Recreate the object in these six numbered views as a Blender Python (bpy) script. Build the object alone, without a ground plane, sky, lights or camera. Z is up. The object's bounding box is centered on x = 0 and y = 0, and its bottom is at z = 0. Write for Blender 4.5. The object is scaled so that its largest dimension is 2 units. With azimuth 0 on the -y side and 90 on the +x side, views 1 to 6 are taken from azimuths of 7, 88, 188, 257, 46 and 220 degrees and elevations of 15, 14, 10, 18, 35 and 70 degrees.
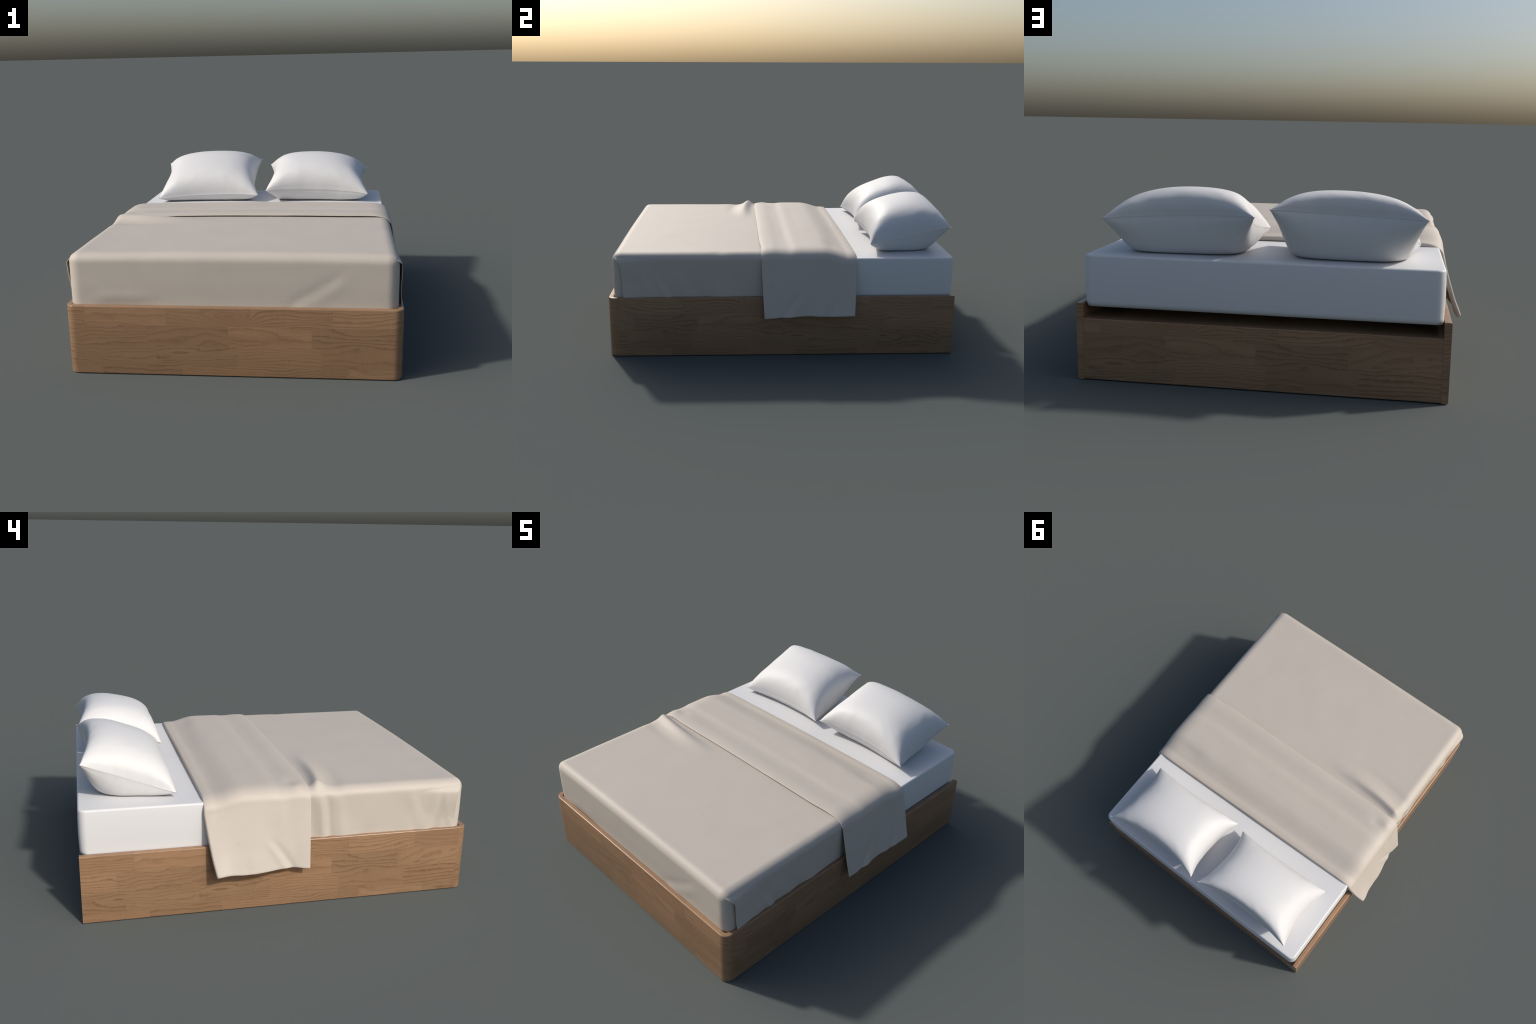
"""A double bed: rounded wooden box frame, white mattress, tucked beige blanket
with its head end folded back, and two plump white pillows."""
import bpy, bmesh, math
import numpy as np
from mathutils import noise as mnoise, Vector

# ------------------------------------------------------------------ helpers
def clear():
    for o in list(bpy.data.objects):
        bpy.data.objects.remove(o, do_unlink=True)

def smooth(a, b, x):
    t = np.clip((np.asarray(x, float) - a) / (b - a), 0, 1)
    return t * t * (3 - 2 * t)

def gauss(x, c, w):
    return np.exp(-((np.asarray(x, float) - c) / w) ** 2)

def fbm(P, scale, seed=0.0, octaves=3):
    """Perlin noise at every row of P, in about -1..1."""
    P = np.asarray(P, float) * np.asarray(scale, float) + seed
    out = np.zeros(len(P))
    for i, p in enumerate(P):
        v = Vector(p)
        a, s = 1.0, 0.0
        for k in range(octaves):
            s += a * mnoise.noise(v)
            v = v * 2.03 + Vector((3.1, 1.7, 5.2))
            a *= 0.5
        out[i] = s
    return out

def spline(keys, x):
    """Smooth monotone-ish interpolation through (x, y) keys."""
    kx = np.array([k[0] for k in keys], float)
    ky = np.array([k[1] for k in keys], float)
    m = np.gradient(ky, kx)
    x = np.clip(np.asarray(x, float), kx[0], kx[-1])
    i = np.clip(np.searchsorted(kx, x) - 1, 0, len(kx) - 2)
    h = kx[i + 1] - kx[i]
    t = (x - kx[i]) / h
    return ((2 * t**3 - 3 * t**2 + 1) * ky[i] + (t**3 - 2 * t**2 + t) * h * m[i]
            + (-2 * t**3 + 3 * t**2) * ky[i + 1] + (t**3 - t**2) * h * m[i + 1])

def make_object(name, verts, faces, material, parent=None, weld=0.0, smooth_angle=None):
    me = bpy.data.meshes.new(name)
    me.from_pydata([tuple(map(float, v)) for v in verts], [], faces)
    me.materials.append(material)
    bm = bmesh.new()
    bm.from_mesh(me)
    if weld:
        bmesh.ops.remove_doubles(bm, verts=bm.verts, dist=weld)
    bmesh.ops.recalc_face_normals(bm, faces=bm.faces)
    for f in bm.faces:
        f.smooth = True
    if smooth_angle is not None:
        for e in bm.edges:
            if len(e.link_faces) == 2 and e.calc_face_angle(0) > smooth_angle:
                e.smooth = False
    bm.to_mesh(me)
    bm.free()
    ob = bpy.data.objects.new(name, me)
    bpy.context.scene.collection.objects.link(ob)
    if parent:
        ob.parent = parent
    return ob

def empty(name, loc, label, category):
    e = bpy.data.objects.new(name, None)
    e.location = loc
    bpy.context.scene.collection.objects.link(e)
    e["label"] = label
    e["category"] = category
    return e

def put_under(ob, parent):
    """Parent while keeping world placement; meshes are modelled in world space."""
    ob.parent = parent
    ob.matrix_parent_inverse.identity()
    ob.location = -parent.location

def grid_faces(n, m, flip=False, base=0):
    f = []
    for i in range(n - 1):
        for j in range(m - 1):
            a = base + i * m + j
            q = (a, a + 1, a + m + 1, a + m)
            f.append(q[::-1] if flip else q)
    return f

# ---------------------------------------------------------------- materials
class Nodes:
    def __init__(self, name):
        self.mat = bpy.data.materials.new(name)
        self.mat.use_nodes = True
        self.t = self.mat.node_tree
        self.t.nodes.clear()
        self.out = self.t.nodes.new("ShaderNodeOutputMaterial")
        self.bsdf = self.t.nodes.new("ShaderNodeBsdfPrincipled")
        self.t.links.new(self.bsdf.outputs[0], self.out.inputs[0])

    def new(self, kind, **kw):
        n = self.t.nodes.new(kind)
        for k, v in kw.items():
            setattr(n, k, v)
        return n

    def put(self, sock, v):
        if isinstance(v, bpy.types.NodeSocket):
            self.t.links.new(v, sock)
        elif v is not None:
            sock.default_value = v

    def math(self, op, a, b=None, c=None, clamp=False):
        n = self.new("ShaderNodeMath", operation=op, use_clamp=clamp)
        for s, v in zip(n.inputs, (a, b, c)):
            self.put(s, v)
        return n.outputs[0]

    def xyz(self, x, y, z):
        n = self.new("ShaderNodeCombineXYZ")
        for s, v in zip(n.inputs, (x, y, z)):
            self.put(s, v)
        return n.outputs[0]

    def noise(self, vec, scale, detail=2.0, rough=0.5, dist=0.0):
        n = self.new("ShaderNodeTexNoise")
        self.put(n.inputs["Vector"], vec)
        n.inputs["Scale"].default_value = scale
        n.inputs["Detail"].default_value = detail
        n.inputs["Roughness"].default_value = rough
        n.inputs["Distortion"].default_value = dist
        return n.outputs[0]

    def white(self, vec):
        n = self.new("ShaderNodeTexWhiteNoise", noise_dimensions="3D")
        self.put(n.inputs["Vector"], vec)
        return n.outputs["Value"]

    def ramp(self, fac, stops, interp="LINEAR"):
        n = self.new("ShaderNodeValToRGB")
        n.color_ramp.interpolation = interp
        e = n.color_ramp.elements
        while len(e) < len(stops):
            e.new(0.5)
        for s, (p, c) in zip(e, stops):
            s.position = p
            s.color = (c, c, c, 1) if isinstance(c, (int, float)) else (*c, 1)
        self.put(n.inputs[0], fac)
        return n.outputs[0]

    def mix(self, fac, a, b, mode="MIX"):
        n = self.new("ShaderNodeMix", data_type="RGBA", blend_type=mode)
        self.put(n.inputs[0], fac)
        for s, v in ((n.inputs[6], a), (n.inputs[7], b)):
            self.put(s, (*v, 1) if isinstance(v, tuple) else v)
        return n.outputs[2]

    def coords(self):
        tc = self.new("ShaderNodeTexCoord")
        s = self.new("ShaderNodeSeparateXYZ")
        self.t.links.new(tc.outputs["Object"], s.inputs[0])
        return tc.outputs["Object"], s.outputs[0], s.outputs[1], s.outputs[2]

    def bump(self, height, strength, dist):
        n = self.new("ShaderNodeBump")
        n.inputs["Strength"].default_value = strength
        n.inputs["Distance"].default_value = dist
        self.put(n.inputs["Height"], height)
        return n.outputs[0]


STAVE, ROW = 0.402, 0.1035          # laminated oak staves: length and height
ROW_TOP = 0.257                     # a glue line between the first and second row

def wood_material(name, along, across):
    """Finger-jointed oak board.  `along` and `across` are (x, y, z, constant)
    weights that turn object coordinates into board length and board height."""
    N = Nodes(name)
    vec, x, y, z = N.coords()

    def lin(w):
        s = N.math("MULTIPLY", x, w[0])
        s = N.math("MULTIPLY_ADD", y, w[1], s)
        s = N.math("MULTIPLY_ADD", z, w[2], s)
        return N.math("ADD", s, w[3])

    L, C = lin(along), lin(across)
    row = N.math("FLOOR", N.math("DIVIDE", N.math("SUBTRACT", C, ROW_TOP), ROW))   # 0, -1, -2, -3
    # joint position of each row of staves
    sel = N.math("DIVIDE", N.math("ADD", row, 3.5), 4.0)
    off = N.ramp(sel, [(0.0, 0.163), (0.25, 0.037), (0.5, 0.395), (0.75, 0.091)], "CONSTANT")
    offv = N.new("ShaderNodeSeparateColor")
    N.put(offv.inputs[0], off)
    stave = N.math("FLOOR", N.math("DIVIDE", N.math("SUBTRACT", L, offv.outputs[0]), STAVE))
    idv = N.xyz(row, stave, 0.37)
    rnd = N.white(idv)
    rnd2 = N.white(N.xyz(stave, row, 7.7))
    # growth rings: contour lines of a stretched field, shifted for every stave
    sx = N.math("MULTIPLY_ADD", rnd, 31.0, N.math("MULTIPLY", L, 1.5))
    sy = N.math("MULTIPLY_ADD", rnd2, 17.0, N.math("MULTIPLY", C, 6.5))
    n1 = N.noise(N.xyz(sx, sy, N.math("MULTIPLY", rnd, 9.0)), 1.6, 1.5, 0.45, 0.25)
    n2 = N.noise(N.xyz(N.math("MULTIPLY", sx, 5.0), N.math("MULTIPLY", sy, 2.0), 3.0), 1.5, 2.0, 0.5)
    freq = N.math("MULTIPLY_ADD", rnd2, 48.0, 15.0)
    g = N.math("MULTIPLY", C, freq)
    g = N.math("MULTIPLY_ADD", n1, N.math("MULTIPLY_ADD", N.math("MULTIPLY", rnd, rnd), 6.5, 3.8), g)
    g = N.math("MULTIPLY_ADD", n2, 0.8, g)
    g = N.math("MULTIPLY_ADD", N.noise(N.xyz(N.math("MULTIPLY", L, 22.0), N.math("MULTIPLY", C, 130.0), 1.0), 1.0, 2.0), 0.45, g)
    # one knot in the top row
    kl = N.math("DIVIDE", N.math("SUBTRACT", N.math("WRAP", L, 1.1, -0.85), 0.008), 0.085)
    kc = N.math("DIVIDE", N.math("SUBTRACT", C, 0.307), 0.032)
    kr = N.math("ADD", N.math("MULTIPLY", kl, kl), N.math("MULTIPLY", kc, kc))
    knot = N.math("POWER", 2.718, N.math("MULTIPLY", kr, -0.8))
    inrow = N.math("GREATER_THAN", C, ROW_TOP)
    knot = N.math("MULTIPLY", knot, inrow)
    g = N.math("MULTIPLY_ADD", knot, 4.0, g)
    ring = N.math("FRACT", g)
    line = N.ramp(ring, [(0.0, 0.22), (0.07, 0.0), (0.40, 0.04), (0.74, 0.38), (0.90, 1.0), (0.96, 0.9), (1.0, 0.22)])
    geo = N.new("ShaderNodeNewGeometry")
    gz = N.new("ShaderNodeSeparateXYZ")
    N.put(gz.inputs[0], geo.outputs["Normal"])
    line = N.math("MULTIPLY", line, N.math("SUBTRACT", 1.0, N.math("MULTIPLY", N.math("ABSOLUTE", gz.outputs[2]), 0.85)))
    # broad late-wood bands, pores along the grain, faint saw marks across it
    pores = N.noise(N.xyz(N.math("MULTIPLY", L, 14.0), N.math("MULTIPLY", C, 420.0), z), 1.0, 2.0, 0.6)
    band = N.noise(N.xyz(N.math("MULTIPLY", sx, 1.3), N.math("MULTIPLY", sy, 1.6), 5.0), 1.7, 2.0)
    saw = N.noise(N.xyz(N.math("MULTIPLY", L, 190.0), N.math("MULTIPLY", C, 18.0), rnd), 1.0, 1.0)
    sawmask = N.ramp(N.noise(N.xyz(N.math("MULTIPLY", L, 7.0), N.math("MULTIPLY", C, 9.0), 2.0), 1.0), [(0.48, 0.0), (0.66, 1.0)])

    light = N.mix(rnd, WOOD_LIGHT_A, WOOD_LIGHT_B)
    light = N.mix(N.math("MULTIPLY", N.math("SUBTRACT", band, 0.35), 1.1, clamp=True), light, WOOD_MID)
    col = N.mix(N.math("MULTIPLY", line, N.math("MULTIPLY_ADD", N.white(N.xyz(stave, row, 2.9)), 0.42, 0.34)), light, WOOD_DARK)
    col = N.mix(N.math("MULTIPLY", knot, 0.30), col, WOOD_KNOT)
    shade = N.math("MULTIPLY_ADD", N.white(N.xyz(row, stave, 4.2)), 0.20, 0.90)
    shade = N.math("MULTIPLY", shade, N.math("MULTIPLY_ADD", N.math("SUBTRACT", pores, 0.5), 0.28, 1.0))
    shade = N.math("MULTIPLY", shade, N.math("SUBTRACT", 1.0, N.math("MULTIPLY", N.math("MULTIPLY", sawmask, 0.10), N.ramp(saw, [(0.45, 0.0), (0.6, 1.0)]))))
    # pale dust flecks
    fleck = N.ramp(N.noise(N.xyz(N.math("MULTIPLY", L, 60.0), N.math("MULTIPLY", C, 150.0), 4.0), 1.0, 0.0), [(0.80, 0.0), (0.82, 1.0)])
    col = N.mix(1.0, col, N.xyz(shade, shade, shade), "MULTIPLY")
    col = N.mix(N.math("MULTIPLY", fleck, 0.12), col, (0.62, 0.50, 0.40))
    N.put(N.bsdf.inputs["Base Color"], col)
    N.bsdf.inputs["Roughness"].default_value = 0.32
    N.bsdf.inputs["Specular IOR Level"].default_value = 0.45
    N.put(N.bsdf.inputs["Normal"], N.bump(N.math("SUBTRACT", pores, line), 0.10, 0.0012))
    return N.mat

WOOD_LIGHT_A = (0.280, 0.165, 0.092)
WOOD_LIGHT_B = (0.270, 0.166, 0.094)
WOOD_MID = (0.228, 0.132, 0.072)
WOOD_DARK = (0.150, 0.078, 0.037)
WOOD_KNOT = (0.225, 0.108, 0.058)
BLANKET = (0.480, 0.431, 0.375)
LINEN_WHITE = (0.625, 0.625, 0.63)
PILLOW_WHITE = (0.60, 0.597, 0.595)

def blanket_material():
    N = Nodes("woven_blanket")
    vec, x, y, z = N.coords()
    mott = N.noise(vec, 5.0, 3.0, 0.55)
    weave = N.noise(vec, 260.0, 1.0, 0.6)
    threads = N.noise(N.xyz(N.math("MULTIPLY", x, 60.0), N.math("MULTIPLY", y, 500.0), N.math("MULTIPLY", z, 500.0)), 1.0, 1.0)
    specks = N.ramp(N.noise(vec, 120.0, 0.0), [(0.150, 1.0), (0.172, 0.0)])
    v = N.math("MULTIPLY_ADD", N.math("SUBTRACT", mott, 0.5), 0.10, 1.0)
    v = N.math("MULTIPLY_ADD", N.math("SUBTRACT", weave, 0.5), 0.14, v)
    col = N.mix(1.0, BLANKET, N.xyz(v, v, v), "MULTIPLY")
    col = N.mix(N.math("MULTIPLY", specks, 0.35), col, (0.20, 0.16, 0.13))
    N.put(N.bsdf.inputs["Base Color"], col)
    N.bsdf.inputs["Roughness"].default_value = 0.60
    N.bsdf.inputs["Specular IOR Level"].default_value = 0.5
    # fine sideways crinkles, strongest in patches on the hanging front
    cr = N.noise(N.xyz(N.math("MULTIPLY", x, 14.0), N.math("MULTIPLY", y, 20.0), N.math("MULTIPLY", z, 150.0)), 1.0, 2.0, 0.5, 0.8)
    dx = N.math("DIVIDE", N.math("SUBTRACT", x, 0.05), 0.26)
    dz = N.math("DIVIDE", N.math("SUBTRACT", z, N.math("MULTIPLY_ADD", x, 0.10, -0.105)), 0.05)
    patch = N.math("POWER", 2.718, N.math("MULTIPLY", N.math("ADD", N.math("MULTIPLY", dx, dx), N.math("MULTIPLY", dz, dz)), -1.0))
    mask = N.math("MULTIPLY", patch, N.ramp(N.noise(vec, 9.0, 1.0), [(0.38, 0.0), (0.60, 1.0)]))
    frontness = N.math("LESS_THAN", y, -0.962)
    crinkle = N.math("MULTIPLY", N.math("MULTIPLY", cr, mask), N.math("MULTIPLY_ADD", frontness, 0.55, 0.0))
    h = N.math("MULTIPLY_ADD", crinkle, 1.0, N.math("MULTIPLY", N.math("ADD", weave, threads), 0.22))
    N.put(N.bsdf.inputs["Normal"], N.bump(h, 0.35, 0.003))
    return N.mat

def linen_material(name, color, bump=0.12):
    N = Nodes(name)
    vec, x, y, z = N.coords()
    mott = N.noise(vec, 4.0, 2.0)
    v = N.math("MULTIPLY_ADD", N.math("SUBTRACT", mott, 0.5), 0.03, 1.0)
    N.put(N.bsdf.inputs["Base Color"], N.mix(1.0, color, N.xyz(v, v, v), "MULTIPLY"))
    N.bsdf.inputs["Roughness"].default_value = 0.55
    N.bsdf.inputs["Specular IOR Level"].default_value = 0.5
    N.put(N.bsdf.inputs["Normal"], N.bump(N.noise(vec, 320.0, 1.0), bump, 0.0008))
    return N.mat

# ------------------------------------------------------------------- frame
X0, X1 = -0.812, 0.828      # outer faces of the side rails
RAIL_H, RAIL_T = 0.353, 0.031
CORNER = 0.046

def rail_profile():
    """Closed rail section as (inward distance, height), edges rounded."""
    pts, r = [], 0.007
    for cx, cz, a0, rr in ((RAIL_T - r, RAIL_H - r, 0, r), (r, RAIL_H - r, 90, r), (0.006, 0.006, 180, 0.006), (RAIL_T - 0.006, 0.006, 270, 0.006)):
        for k in range(6):
            a = math.radians(a0 + 90 * k / 5)
            pts.append((cx + rr * math.cos(a), cz + rr * math.sin(a)))
    return pts

def sweep_rail(name, stations, material, parent):
    """stations: (x, y, nx, ny) on the outer face with the inward normal."""
    prof = rail_profile()
    m = len(prof)
    verts, faces = [], []
    for (x, y, nx, ny, lim) in stations:
        for d, z in prof:
            verts.append((x + nx * d, y + ny * d, z))
    for i in range(len(stations) - 1):
        for j in range(m):
            k = (j + 1) % m
            faces.append((i * m + j, i * m + k, (i + 1) * m + k, (i + 1) * m + j))
    faces.append(tuple(range(m)))
    faces.append(tuple((len(stations) - 1) * m + j for j in range(m)))
    ob = make_object(name, verts, faces, material, smooth_angle=math.radians(40))
    put_under(ob, parent)
    return ob

def build_frame(bed):
    frame = bpy.data.objects.new("bed_frame", None)
    bpy.context.scene.collection.objects.link(frame)
    frame.parent = bed
    # board length runs along the foot, and (mirrored, a little shorter) along the sides
    k = 1 / 0.9
    foot = wood_material("oak_foot", (1, 0, 0, 0), (0, 0.15, 1, 0.15))
    left = wood_material("oak_left", (0, -k, 0, 0.0196 * k + 0.091), (0.15, 0, 1, 0.122))
    right = wood_material("oak_right", (0, -k, 0, -0.14 * k + 0.008), (0.15, 0, 1, -0.124))
    back = wood_material("oak_base", (-1, 0, 0, 0.411), (0, 0.12, 1, -0.083))
    ye = -1 + CORNER + 0.004
    for x, nx, mat in ((X0, 1, left), (X1, -1, right)):
        sweep_rail("side_rail", [(x, 1.0, nx, 0, 1), (x, 0.3, nx, 0, 1), (x, ye, nx, 0, 1)], mat, frame)
    st = [(X0, ye, 1, 0, 1)]
    for i in range(11):
        a = math.radians(180 + 9 * i)
        st.append((X0 + CORNER + CORNER * math.cos(a), -1 + CORNER + CORNER * math.sin(a), -math.cos(a), -math.sin(a), 1))
    st.append((X0 + CORNER + 0.004, -1, 0, 1, 1))
    st.append((X1 - CORNER - 0.004, -1, 0, 1, 1))
    for i in range(11):
        a = math.radians(270 + 9 * i)
        st.append((X1 - CORNER + CORNER * math.cos(a), -1 + CORNER + CORNER * math.sin(a), -math.cos(a), -math.sin(a), 1))
    st.append((X1, ye, -1, 0, 1))
    sweep_rail("foot_board", st, foot, frame)
    # deck and back board: one L-shaped piece between the rails
    xs = (X0 + RAIL_T - 0.001, X1 - RAIL_T + 0.001)
    sec = [(-0.966, 0.283), (0.9965, 0.283), (0.9990, 0.2805), (0.9990, 0.004), (0.9955, 0.0015), (0.966, 0.0015), (0.966, 0.250), (-0.966, 0.250)]
    n = len(sec)
    verts = [(x, y, z) for x in xs for y, z in sec]
    faces = [tuple(range(n)), tuple(range(n, 2 * n))] + [(i, (i + 1) % n, n + (i + 1) % n, n + i) for i in range(n)]
    ob = make_object("base_board", verts, faces, back, smooth_angle=math.radians(25))
    put_under(ob, frame)
    # bearers that carry the mattress clear of the deck, set back out of sight
    for y in (-0.7, -0.25, 0.2, 0.6):
        w, h = 0.05, 0.016
        v = [(sx, y + sy * w, zz) for sx in (X0 + RAIL_T + 0.03, X1 - RAIL_T - 0.03) for sy in (-1, 1) for zz in (0.2832, 0.337)]
        f = [(0, 1, 3, 2), (4, 5, 7, 6), (0, 1, 5, 4), (2, 3, 7, 6), (0, 2, 6, 4), (1, 3, 7, 5)]
        b = make_object("bearer", v, f, back, smooth_angle=0.5)
        put_under(b, frame)

# ---------------------------------------------------------------- mattress
MAT_TOP = 0.571

def build_mattress(bed, material):
    x0, x1, y0, y1, zb, zt = -0.7785, 0.7915, -0.955, 0.9955, 0.333, MAT_TOP
    R, rt, rb = 0.038, 0.011, 0.030
    prof = [(0.10, zb), (rb + 0.004, zb)]
    for k in range(8):
        a = math.pi / 2 * k / 7
        prof.append((rb - rb * math.sin(a), zb + rb - rb * math.cos(a)))
    for k in range(1, 4):
        t = k / 4
        prof.append((-0.0025 * math.sin(math.pi * t), zb + rb + (zt - rt - zb - rb) * t))
    for k in range(7):
        a = math.pi / 2 * k / 6
        prof.append((rt - rt * math.cos(a), zt - rt + rt * math.sin(a)))
    prof += [(rt + 0.004, zt), (0.10, zt)]
    verts, m = [], 0
    for d, z in prof:
        ring = []
        r = max(R - d, 0.006)
        for cx, cy, a0 in ((x1 - d - r, y1 - d - r, 0), (x0 + d + r, y1 - d - r, 90), (x0 + d + r, y0 + d + r, 180), (x1 - d - r, y0 + d + r, 270)):
            for k in range(9):
                a = math.radians(a0 + 90 * k / 8)
                px, py = cx + r * math.cos(a), cy + r * math.sin(a)
                # only the open head end shows the rounded underside
                sq = 1 - float(smooth(0.950, 0.985, py))
                if z < 0.40 and d < 0.05:
                    px += math.copysign(max(d, 0) * sq, px)
                ring.append((px, py, z))
        m = len(ring)
        verts += ring
    faces = []
    for i in range(len(prof) - 1):
        for j in range(m):
            k = (j + 1) % m
            faces.append((i * m + j, i * m + k, (i + 1) * m + k, (i + 1) * m + j))
    faces.append(tuple(range(m)))
    faces.append(tuple((len(prof) - 1) * m + j for j in range(m)))
    ob = make_object("mattress", verts, faces, material)
    put_under(ob, bed)

# ----------------------------------------------------------------- blanket
BX = 0.006                       # middle of the bedding in x
BAND_Y0, BAND_Y1 = -0.120, 0.432  # folded-back band

def band_top(y):
    return spline([(-0.125, 0.617), (-0.105, 0.622), (-0.06, 0.6255), (-0.005, 0.6215), (0.032, 0.6202), (0.078, 0.6250), (0.13, 0.6255),
                   (0.20, 0.6255), (0.255, 0.6225), (0.30, 0.6125), (0.340, 0.6000), (0.368, 0.5935), (0.402, 0.5930), (0.435, 0.588)], y)

def crown(x):
    return 0.006 * np.clip(1 - ((np.asarray(x) - BX) / 0.72) ** 2, 0, 1)

def blanket_displacement(P, N):
    """Folds and dents of the tucked blanket: offset along the normal."""
    x, y, z = P.T
    up = np.clip(N[:, 2], 0, 1)
    side = np.clip(np.abs(N[:, 0]), 0, 1)
    front = np.clip(-N[:, 1], 0, 1)
    d = np.zeros(len(P))
    # the lump that runs along the fold towards the left edge
    crest = spline([(-0.90, -0.150), (-0.80, -0.168), (-0.72, -0.186), (-0.47, -0.212), (-0.20, -0.215), (0.0, -0.215)], x)
    amp = 0.030 * smooth(-0.14, -0.66, x) * (1 - 0.45 * smooth(-0.735, -0.79, x))
    u = y - crest
    prof = np.where(u < 0, np.exp(-(u / (0.036 + 0.012 * smooth(-0.75, -0.4, x))) ** 2), np.exp(-(u / (0.026 + 0.012 * smooth(-0.7, -0.2, x))) ** 2))
    d += amp * prof * np.where(z > 0.53, 1, smooth(0.40, 0.53, z)) * (1 - 0.85 * smooth(0.10, 0.85, side))
    # shallow trough at its foot side
    d -= 0.004 * smooth(-0.3, -0.65, x) * gauss(u, -0.10, 0.03) * up
    # hanging folds on the left side below the lump
    ls = (x < 0) * side * smooth(0.60, 0.52, z)
    for c, w, a in ((-0.195, 0.020, 0.007), (-0.235, 0.013, -0.004), (-0.29, 0.028, 0.004), (-0.14, 0.02, -0.004)):
        d += a * ls * gauss(y + 0.10 * (0.5 - z), c, w)
    for c, w, a, lean in ((-0.80, 0.022, 0.004, 0.2), (-0.835, 0.016, -0.004, 0.15), (-0.70, 0.03, 0.003, -0.3), (-0.88, 0.02, 0.004, -0.3), (-0.5, 0.05, 0.002, 0.1)):
        d += a * ls * gauss(y + lean * (z - 0.46), c, w)
    # slanting pulls on the right side, from the foot corner down towards the middle
    rs = (x > 0) * side * smooth(0.58, 0.50, z)
    for c, w, a in ((-0.735, 0.020, 0.0045), (-0.700, 0.020, -0.0035), (-0.80, 0.025, 0.004), (-0.60, 0.03, 0.003), (-0.53, 0.03, -0.003), (-0.42, 0.04, 0.002)):
        d += a * rs * gauss(y - 0.70 * (0.46 - z), c, w) * smooth(0.57, 0.42, z)
    # dimple by the right edge
    d -= 0.003 * smooth(0.70, 0.78, x) * gauss(y, -0.36, 0.035) * up
    # front: slanting fold right of the middle, undercut at lower left
    t = (x - 0.295) / 0.21
    v = z - (0.345 + 0.125 * t)
    span = smooth(-0.25, 0.10, t) * smooth(1.35, 0.85, t)
    d -= 0.0020 * front * span * gauss(v, 0.024, 0.032)
    d += 0.0015 * front * span * gauss(v, -0.034, 0.036)
    d -= 0.0035 * front * smooth(0.385, 0.345, z) * smooth(-0.70, -0.60, x) * smooth(-0.30, -0.50, x)
    d += 0.002 * front * gauss(z, 0.400, 0.022) * smooth(-0.70, -0.60, x) * smooth(-0.30, -0.50, x)
    # tuck line over the rail wanders in and out
    low = smooth(0.46, 0.35, z) * side
    d += low * (0.002 + 0.0028 * np.sin(y * 31 + 2.6 * np.sin(y * 8.0) + 1.3 * np.sin(y * 17))) * smooth(-0.93, -0.80, y)
    return d

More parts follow.
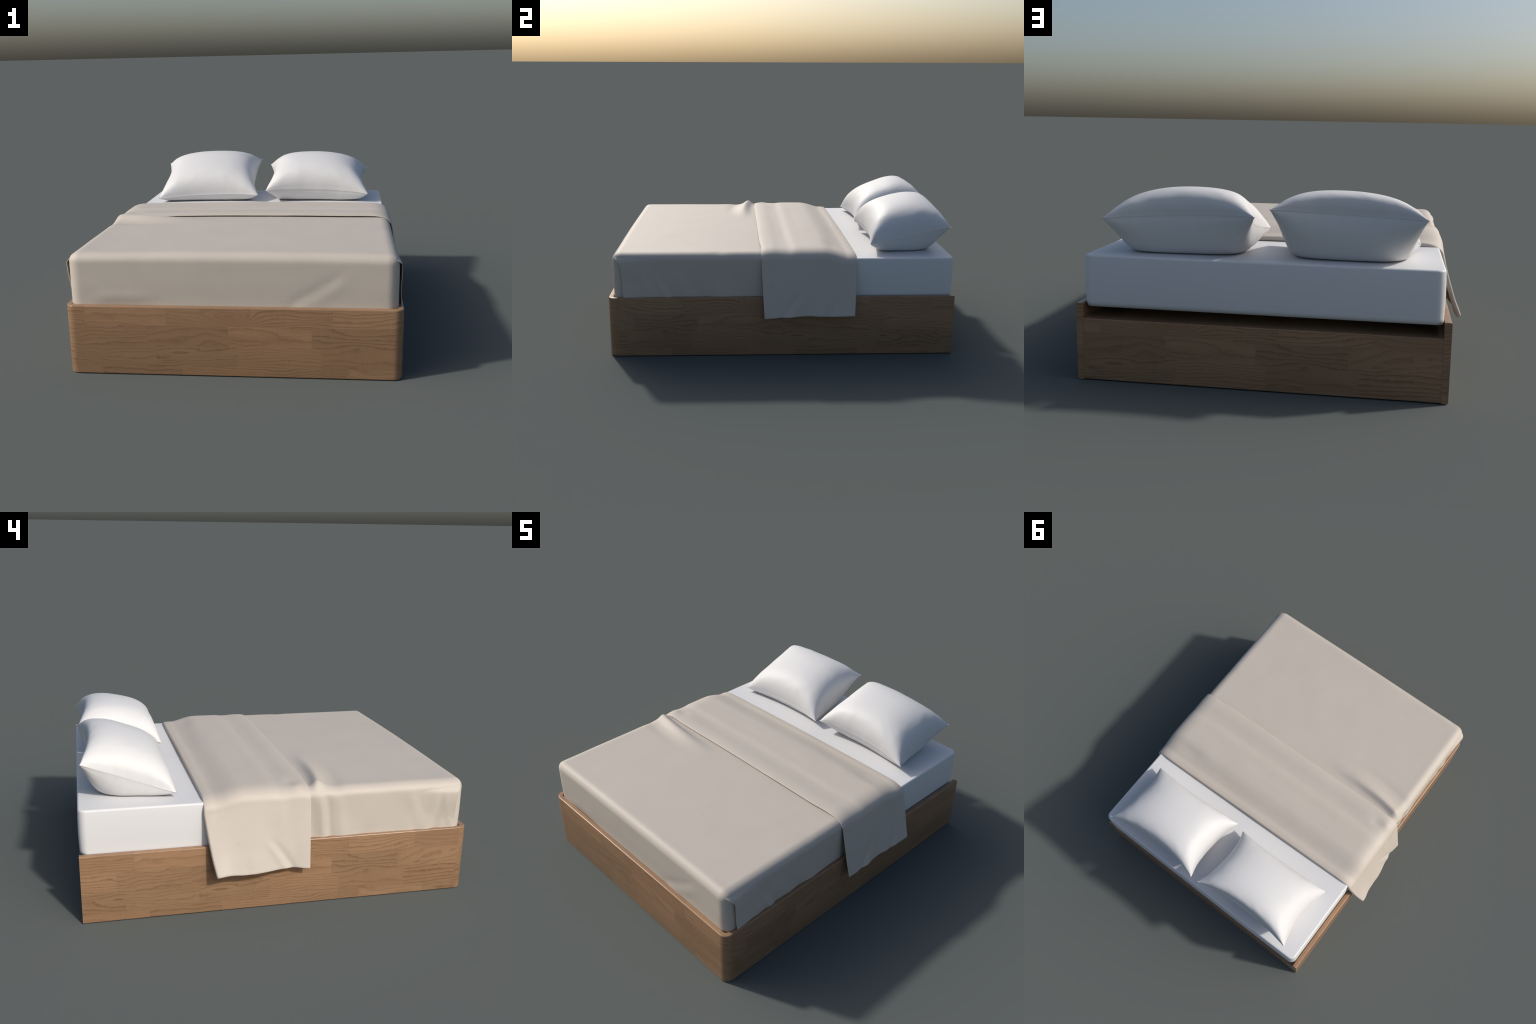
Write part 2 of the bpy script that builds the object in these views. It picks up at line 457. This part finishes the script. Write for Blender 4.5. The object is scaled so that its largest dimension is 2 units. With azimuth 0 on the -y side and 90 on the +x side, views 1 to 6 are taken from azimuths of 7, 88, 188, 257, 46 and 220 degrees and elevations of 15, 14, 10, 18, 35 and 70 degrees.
def build_blanket(material):
    root = empty("blanket", (BX, 0, 0.58), "plain beige woven blanket tucked in and folded back", "blanket")
    hx, yf, ztop, zlow = 0.798, -0.974, 0.6085, 0.343
    r = np.array([0.058, 0.046, 0.045])
    y_end = 0.385
    st = 0.0085
    faces, chunks = [], []
    xs = np.linspace(-hx, hx, int(2 * hx / st) + 1)
    ys = np.linspace(yf, y_end, int((y_end - yf) / st) + 1)
    zs = np.linspace(zlow, ztop, int((ztop - zlow) / st) + 1)

    def add(A, B, fn):
        n, m = len(A), len(B)
        base = sum(len(c) for c in chunks)
        a, b = np.meshgrid(A, B, indexing="ij")
        chunks.append(np.stack([np.broadcast_to(q, a.shape).ravel() for q in fn(a, b)], 1))
        faces.extend(grid_faces(n, m, base=base))
    add(xs, ys, lambda a, b: (a, b, np.full_like(a, ztop)))
    add(xs, zs, lambda a, b: (a, np.full_like(a, yf), b))
    add(ys, zs, lambda a, b: (np.full_like(a, -hx), a, b))
    add(ys, zs, lambda a, b: (np.full_like(a, hx), a, b))
    P = np.concatenate(chunks)
    lo = np.array([-hx + r[0], yf + r[1], -9])
    hi = np.array([hx - r[0], 9, ztop - r[2]])
    Q = np.clip(P, lo, hi)
    D = (P - Q) / r
    L = np.maximum(np.linalg.norm(D, axis=1, keepdims=True), 1e-9)
    N = D / L
    P = Q + N * r
    Nn = N / r
    Nn /= np.maximum(np.linalg.norm(Nn, axis=1, keepdims=True), 1e-9)
    # front leans in slightly towards its tuck
    P[:, 1] += 0.003 * smooth(0.47, 0.34, P[:, 2]) * (N[:, 1] < 0) * np.clip(-N[:, 1], 0, 1)
    # stay under the folded band at the head end
    skew = 0.030 * np.clip((0.7 - P[:, 0]) / 1.4, 0, 1) * smooth(0.0, 0.35, P[:, 1])
    lid = band_top(P[:, 1] + skew) - 0.0115
    under = smooth(-0.122, -0.075, P[:, 1])
    top = P[:, 2]
    drop = np.maximum(ztop - lid, 0) * smooth(0.40, 0.60, top) * (P[:, 1] > BAND_Y0)
    P[:, 2] -= drop
    P[:, 0] -= np.sign(P[:, 0]) * 0.007 * under * smooth(0.70, 0.79, np.abs(P[:, 0]))
    P[:, 2] += crown(P[:, 0]) * smooth(0.5, 0.6, P[:, 2])
    d = blanket_displacement(P, Nn)
    d *= 1 - under * 0.9
    d += 0.0006 * fbm(P, (4.0, 4.0, 6.0), 11.0, 2) + 0.0014 * fbm(P, (1.6, 1.6, 2.0), 3.0, 1) * (1 - under)
    P = P + Nn * d[:, None]
    P[:, 0] += BX
    ob = make_object("blanket_body", P, faces, material, weld=0.0005)
    put_under(ob, root)
    sol = ob.modifiers.new("thickness", "SOLIDIFY")
    sol.thickness, sol.offset = 0.004, -1

    # folded corners: at each foot corner the side cloth laps over the front cloth
    for sg in (-1, 1):
        n, m = 44, 46
        verts = []
        for i in range(n):
            t = i / (n - 1)
            for j in range(m):
                v = j / (m - 1)
                z = 0.3425 + (0.5995 - 0.3425) * v
                # leading edge: nearly upright, then slanting into the corner near the top
                if sg < 0:
                    lead = -0.928 - 0.018 * smooth(0.535, 0.580, z) + 0.006 * (0.55 - z) / 0.2
                    off = (0.002 + 0.015 * smooth(0.38, 0.53, z)) * (1 - 0.8 * smooth(0.545, 0.580, z))
                else:
                    lead = -0.920 - 0.034 * smooth(0.530, 0.585, z) + 0.010 * (0.53 - z) / 0.2
                    off = 0.014 + 0.002 * math.sin(z * 40)
                lead, off = float(lead), float(off)
                y = lead + (-0.60 - lead) * t ** 1.3
                # the body's rounded corner, and the fuller line that the lap takes over it
                zz = max(z - (ztop - r[2]), 0) / r[2]
                yy = max((yf + r[1]) - y, 0) / r[1]
                xb = hx - r[0] + r[0] * math.sqrt(max(1 - zz * zz - yy * yy, 0))
                full = hx - r[0] + r[0] * math.sqrt(max(1 - zz * zz, 0)) * (1 - 0.4 * yy ** 3)
                fade = float(1 - smooth(0.0, 0.95, t))
                cap = float(smooth(0.594, 0.556, z))
                lift = cap * (full - xb + (off + 0.003) * fade) - 0.003
                q = np.array([[sg * xb, y, z]])
                lift += float(blanket_displacement(q, np.array([[float(sg), 0, 0]]))[0]) * (1 - 0.7 * fade) * cap
                verts.append((BX + sg * (xb + lift), y, z))
        lap = make_object("corner_fold", verts, grid_faces(n, m), material)
        put_under(lap, root)
        so = lap.modifiers.new("thickness", "SOLIDIFY")
        so.thickness, so.offset = 0.003, (-1 if sg < 0 else -1)

    build_band(material, root)

def build_band(material, root):
    """Folded-back head end of the blanket: over the top and down both sides."""
    # stations along y, packed towards both rounded edges
    t = np.linspace(0, 1, 74)
    t = np.concatenate([[0, 0.0008, 0.002, 0.004, 0.008], t[1:-1], [0.985, 0.990, 0.9945, 0.9975, 0.9993, 1.0]])
    t = np.unique(np.round(np.sort(t), 6))
    # stations across, 0 = left hem .. 1 = right hem
    drop = np.concatenate([[0, 0.003, 0.008, 0.016], np.linspace(0.035, 1, 34)])
    bez = np.linspace(0, 1, 18)[1:]
    flat = np.linspace(0, 1, 130)[1:]
    n = len(t)

    def side_curve(sg, t):
        """hem to top edge, (count, 3) points for the y-station t."""
        yt = BAND_Y0 + (BAND_Y1 - BAND_Y0) * t
        zt = float(band_top(yt))
        if sg < 0:                           # the left end lies a little nearer the foot
            yt += -0.015 * (1 - t) - 0.028 * t
        if sg < 0:
            zb = float(spline([(0, 0.219), (0.2, 0.227), (0.45, 0.224), (0.7, 0.220), (0.9, 0.226), (1.0, 0.224)], t))
            xb = float(spline([(0, -0.871), (0.22, -0.864), (0.5, -0.880), (0.72, -0.884), (1.0, -0.903)], t))
            yb = -0.123 + (0.354 + 0.123) * t
            xm = -0.805
        else:
            zb = float(spline([(0, 0.238), (0.2, 0.245), (0.45, 0.252), (0.7, 0.250), (1.0, 0.256)], t))
            xb = float(spline([(0, 0.880), (0.25, 0.886), (0.5, 0.880), (0.75, 0.890), (1.0, 0.898)], t))
            yb = -0.103 + (0.414 + 0.103) * t
            xm = 0.819
        zs = zt - 0.068
        pts = []
        for q in drop:                       # hem upwards
            z = zb + (zs - zb) * q
            x = xb + (xm - xb) * (q ** 0.92)
            y = yb + (yt - yb) * (q ** 0.8)
            h = (z - zb) / 0.34
            w = 0.0
            if sg < 0:   # creases of the left flap
                w += 0.0035 * gauss(y - 0.66 * (z - 0.30), 0.048, 0.022) * smooth(0.40, 0.31, z) * 1.0
                w -= 0.0050 * gauss(y - 0.66 * (z - 0.30), 0.012, 0.022) * smooth(0.40, 0.31, z)
                w += 0.005 * gauss(y + 0.1 * z, 0.06, 0.03) * smooth(0.36, 0.55, z)
                w -= 0.005 * gauss(y, 0.0, 0.035) * smooth(0.40, 0.55, z)
                w += 0.006 * gauss(y, 0.33, 0.035) * smooth(0.33, 0.24, z)
                w += 0.004 * gauss(y, 0.20, 0.09) * smooth(0.36, 0.26, z)
            else:
                w -= 0.0050 * gauss(y - 0.70 * (z - 0.30), 0.038, 0.020) * smooth(0.40, 0.32, z)
                w += 0.0035 * gauss(y - 0.70 * (z - 0.30), 0.085, 0.028) * smooth(0.40, 0.30, z)
                w -= 0.004 * gauss(y - 0.45 * (z - 0.30), 0.285, 0.022) * smooth(0.45, 0.32, z)
                w += 0.003 * gauss(y - 0.45 * (z - 0.30), 0.235, 0.03) * smooth(0.40, 0.30, z)
            pts.append((x + sg * float(w), y, z))
        p0 = np.array(pts[-1])
        p1 = np.array([xm - sg * 0.006, yt, zt + 0.003])
        p2 = np.array([BX + sg * 0.685, yt, zt])
        for b in bez:
            pts.append(tuple((1 - b) ** 2 * p0 + 2 * b * (1 - b) * p1 + b * b * p2))
        return pts

    rows = []
    for tt in t:
        a = side_curve(-1, tt)
        b = side_curve(1, tt)[::-1]
        yt = BAND_Y0 + (BAND_Y1 - BAND_Y0) * tt
        zt = float(band_top(yt))
        xa, xb = a[-1][0], b[0][0]
        ya, yb = a[-1][1], b[0][1]
        mid = [(xa + (xb - xa) * f, ya + (yb - ya) * f, zt) for f in flat[:-1]]
        rows.append(a + mid + b)
    S = np.array(rows)
    m = S.shape[1]
    # gentle wander of both edges and of the surface
    flatw = smooth(0.70, 0.55, np.abs(S[:, :, 0]))
    S[:, :, 2] += crown(S[:, :, 0])
    tt = t[:, None]
    S[:, :, 1] += flatw * (0.010 * (-(S[:, :, 0] / 0.7) ** 2 + 0.0)) * 0 + flatw * (-0.006) * (1 - tt)
    wander = fbm(S.reshape(-1, 3), (3.0, 9.0, 3.0), 21.0, 2).reshape(n, m)
    S[:, :, 2] += 0.0010 * wander * smooth(0.56, 0.60, S[:, :, 2])
    S[:, :, 0] += np.sign(S[:, :, 0]) * 0.003 * wander * smooth(0.55, 0.40, S[:, :, 2])
    # dent on the top near the left edge, by the lump
    S[:, :, 2] -= 0.006 * gauss(S[:, :, 0], -0.69, 0.045) * gauss(S[:, :, 1], -0.055, 0.035)
    S[:, :, 2] += 0.004 * gauss(S[:, :, 0], -0.755, 0.03) * gauss(S[:, :, 1], -0.075, 0.03)
    S[:, :, 2] -= 0.004 * gauss(S[:, :, 0], 0.62, 0.10) * gauss(S[:, :, 1], 0.30, 0.03)
    # normals of the sheet
    du = np.gradient(S, axis=0)
    dv = np.gradient(S, axis=1)
    Nn = np.cross(dv, du)
    Nn /= np.maximum(np.linalg.norm(Nn, axis=2, keepdims=True), 1e-9)
    if Nn[n // 2, m // 2, 2] < 0:
        Nn = -Nn
    # half thickness: a soft double roll at the head, thin hem elsewhere
    y01 = t[:, None] * np.ones((1, m))
    h0 = 0.0026 + 0.0014 * smooth(0.0, 0.2, y01) + 0.0085 * smooth(0.70, 0.95, y01)
    width = BAND_Y1 - BAND_Y0
    arc = np.concatenate([[0], np.cumsum(np.linalg.norm(np.diff(S[n // 2], axis=0), axis=1))])
    edge = np.minimum(arc, arc[-1] - arc)[None, :] * np.ones((n, 1))

    def rounding(d, rho):
        k = np.clip(1 - d / rho, 0, 1)
        return np.sqrt(np.clip(1 - k * k, 0, 1))
    h = h0 * rounding((1 - y01) * width, 0.010) * rounding(y01 * width, 0.0028) * rounding(edge, 0.007)
    outer = S - Nn * (h0 - h)[:, :, None]
    inner = S - Nn * (h0 + h)[:, :, None]
    verts = np.concatenate([outer.reshape(-1, 3), inner.reshape(-1, 3)])
    faces = grid_faces(n, m) + grid_faces(n, m, True, n * m)
    ob = make_object("blanket_fold", verts, faces, material, weld=0.00002)
    put_under(ob, root)

# ----------------------------------------------------------------- pillows
def build_pillow(material, corners, rises, thick, wrinkle, seed):
    """corners: front-left, front-right, back-left, back-right seam points.
    rises: seam lift at the middle of front, back, left, right."""
    FL, FR, BL, BR = (np.array(c, float) for c in corners)
    centre = (FL + FR + BL + BR) / 4
    root = empty("pillow", (centre[0], centre[1], MAT_TOP), "plump white pillow with pointed corners, leaning back", "pillow")
    up = np.cross(FR - FL + BR - BL, BL - FL + BR - FR)
    up /= np.linalg.norm(up)
    NU, NV = 120, 96
    # cosine spacing crowds rows against the seam
    u = np.sin(np.linspace(-math.pi / 2, math.pi / 2, NU))
    v = np.sin(np.linspace(-math.pi / 2, math.pi / 2, NV))
    U, V = np.meshgrid(u, v, indexing="ij")
    A, B = (U + 1) / 2, (V + 1) / 2
    seam = (FL * ((1 - A) * (1 - B))[..., None] + FR * (A * (1 - B))[..., None]
            + BL * ((1 - A) * B)[..., None] + BR * (A * B)[..., None])
    # pinched sides between the corner ears
    bowu, bowv = 1 - np.abs(U) ** 2.2, 1 - np.abs(V) ** 2.2
    inset = {"f": 0.032, "b": 0.050, "s": 0.038}
    seam[..., 1] += inset["f"] * bowu * np.clip(-V, 0, 1) ** 2 - inset["b"] * bowu * np.clip(V, 0, 1) ** 2
    seam[..., 0] -= inset["s"] * bowv * np.sign(U) * np.abs(U) ** 2
    seam[..., 2] += (rises[0] * bowu * np.clip(-V, 0, 1) ** 2 + rises[1] * bowu * np.clip(V, 0, 1) ** 2
                     + rises[2] * bowv * np.clip(-U, 0, 1) ** 2 + rises[3] * bowv * np.clip(U, 0, 1) ** 2)
    # ragged puckers along the seam
    wob = fbm(seam.reshape(-1, 3), (17, 17, 17), seed, 2).reshape(U.shape)
    rim = np.maximum(np.abs(U) ** 12, np.abs(V) ** 12)
    seam[..., 0] += 0.0030 * wob * rim * np.sign(U) * (np.abs(U) > np.abs(V))
    seam[..., 1] += 0.0014 * wob * rim * np.sign(V) * (np.abs(V) >= np.abs(U))
    # the stitched edge stands out as a thin lip
    seam[[0, -1], :, 0] += np.array([[-0.0018], [0.0018]])
    seam[:, [0, -1], 1] += np.array([[-0.0018, 0.0018]])
    full = (1 - np.abs(U)) * (1 - np.abs(V))
    # upper side: blunt and full at the front, falling away towards the back
    af = smooth(-0.5, 0.5, V)
    fv = (1 - af) * (1 - np.abs(V) ** 2.5) ** 0.45 + af * (1 - np.abs(V) ** 2.0) ** 0.46
    # across: blunt ends with a domed middle, thinning out into the corner ears
    fu = 0.74 * (1 - np.abs(U) ** 5) ** 0.42 + 0.26 * (1 - U * U)
    top = fu * fv * (1 - (np.abs(U) * np.abs(V)) ** 8) ** 0.5
    # underside: flatter flanks running in to the patch it rests on
    bottom = (1 - np.abs(U) ** 3.3) ** 0.52 * (1 - np.abs(V) ** 1.7) ** 0.58
    lean = 0.22 * smooth(0.1, -1.0, V) - 0.14 * smooth(0.0, 1.0, V)
    up_top = np.stack([np.zeros_like(V), -lean, np.sqrt(1 - lean ** 2)], -1)
    outer_d = np.minimum(1 - np.abs(U), 1 - np.abs(V))
    # wrinkles pulled out of the seam: long across the edge, short along it
    acr = np.where((1 - np.abs(U)) < (1 - np.abs(V)), V * 4, U * 5.5)
    wr = fbm(np.stack([acr.ravel(), (outer_d * 4).ravel(), np.full(acr.size, seed)], 1), (1, 1, 1), seed + 5, 2).reshape(U.shape)
    wmask = smooth(0.0, 0.03, outer_d) * smooth(0.34, 0.03, outer_d)
    big = fbm(np.stack([U.ravel(), V.ravel(), np.full(U.size, seed * 1.7)], 1), (1.3, 1.3, 1), seed, 1).reshape(U.shape)
    dents = fbm(np.stack([(U * 3.2).ravel(), (V * 2.6).ravel(), np.full(U.size, seed * 0.9)], 1), (1, 1, 1), seed + 9, 2).reshape(U.shape)
    dents *= smooth(0.0, 0.08, outer_d) * smooth(0.60, 0.10, outer_d)
    shells = []
    # scale the upper side so that its crown reaches the height wanted
    gain = 0.15
    for _ in range(12):
        gain += (thick[0] - (seam[..., 2] + gain * top * up_top[..., 2]).max()) * 0.8
    for sg, T in ((1, gain), (-1, thick[1])):
        hgt = T * (top if sg > 0 else bottom) * (1 + 0.02 * big) + (wrinkle * (0.6 + 0.4 * smooth(-0.6, 0.6, V)) if sg > 0 else 0.0025) * wr * wmask + (0.0032 if sg > 0 else 0.004) * dents
        # crease right beside the seam so that the joint reads as a line
        hgt -= 0.0035 * gauss(outer_d, 0.006, 0.005) * (full > 1e-6)
        hgt = np.maximum(hgt, 0) * (full > 1e-9)
        p = seam + (up_top if sg > 0 else -up) * hgt[..., None]
        if sg < 0:   # belly rests on the mattress
            s = 0.011
            floor = MAT_TOP + 0.0015
            q = (p[..., 2] - floor) / s
            p[..., 2] = floor + s * np.where(q > 30, q, np.log1p(np.exp(np.clip(q, -40, 30)))) - s * 0.0
        shells.append(p.reshape(-1, 3))
    verts = np.concatenate(shells)
    faces = grid_faces(NU, NV) + grid_faces(NU, NV, True, NU * NV)
    ob = make_object("pillow_cover", verts, faces, material, weld=0.00005)
    put_under(ob, root)
    return root

# -------------------------------------------------------------------- build
clear()
bed = empty("double_bed", (0.008, 0.0, 0.0), "wooden box double bed with white mattress", "bed")
build_frame(bed)
for o in bpy.data.objects:
    if o.name == "bed_frame":
        o.location = (0, 0, 0)
        for c in o.children:
            c.location = -bed.location
build_mattress(bed, linen_material("mattress_cover", LINEN_WHITE))
build_blanket(blanket_material())
pillow_cotton = linen_material("pillow_cotton", PILLOW_WHITE)
build_pillow(pillow_cotton, [(0.032, 0.514, 0.653), (0.701, 0.519, 0.630), (0.028, 0.982, 0.761), (0.704, 0.988, 0.734)],
             (0.012, 0.004, -0.01, -0.01), (0.8690, 0.195), 0.0006, 2.3)
build_pillow(pillow_cotton, [(-0.692, 0.516, 0.599), (-0.020, 0.527, 0.623), (-0.700, 0.975, 0.772), (-0.034, 0.983, 0.796)],
             (0.010, -0.006, -0.01, -0.01), (0.8740, 0.195), 0.0006, 6.1)
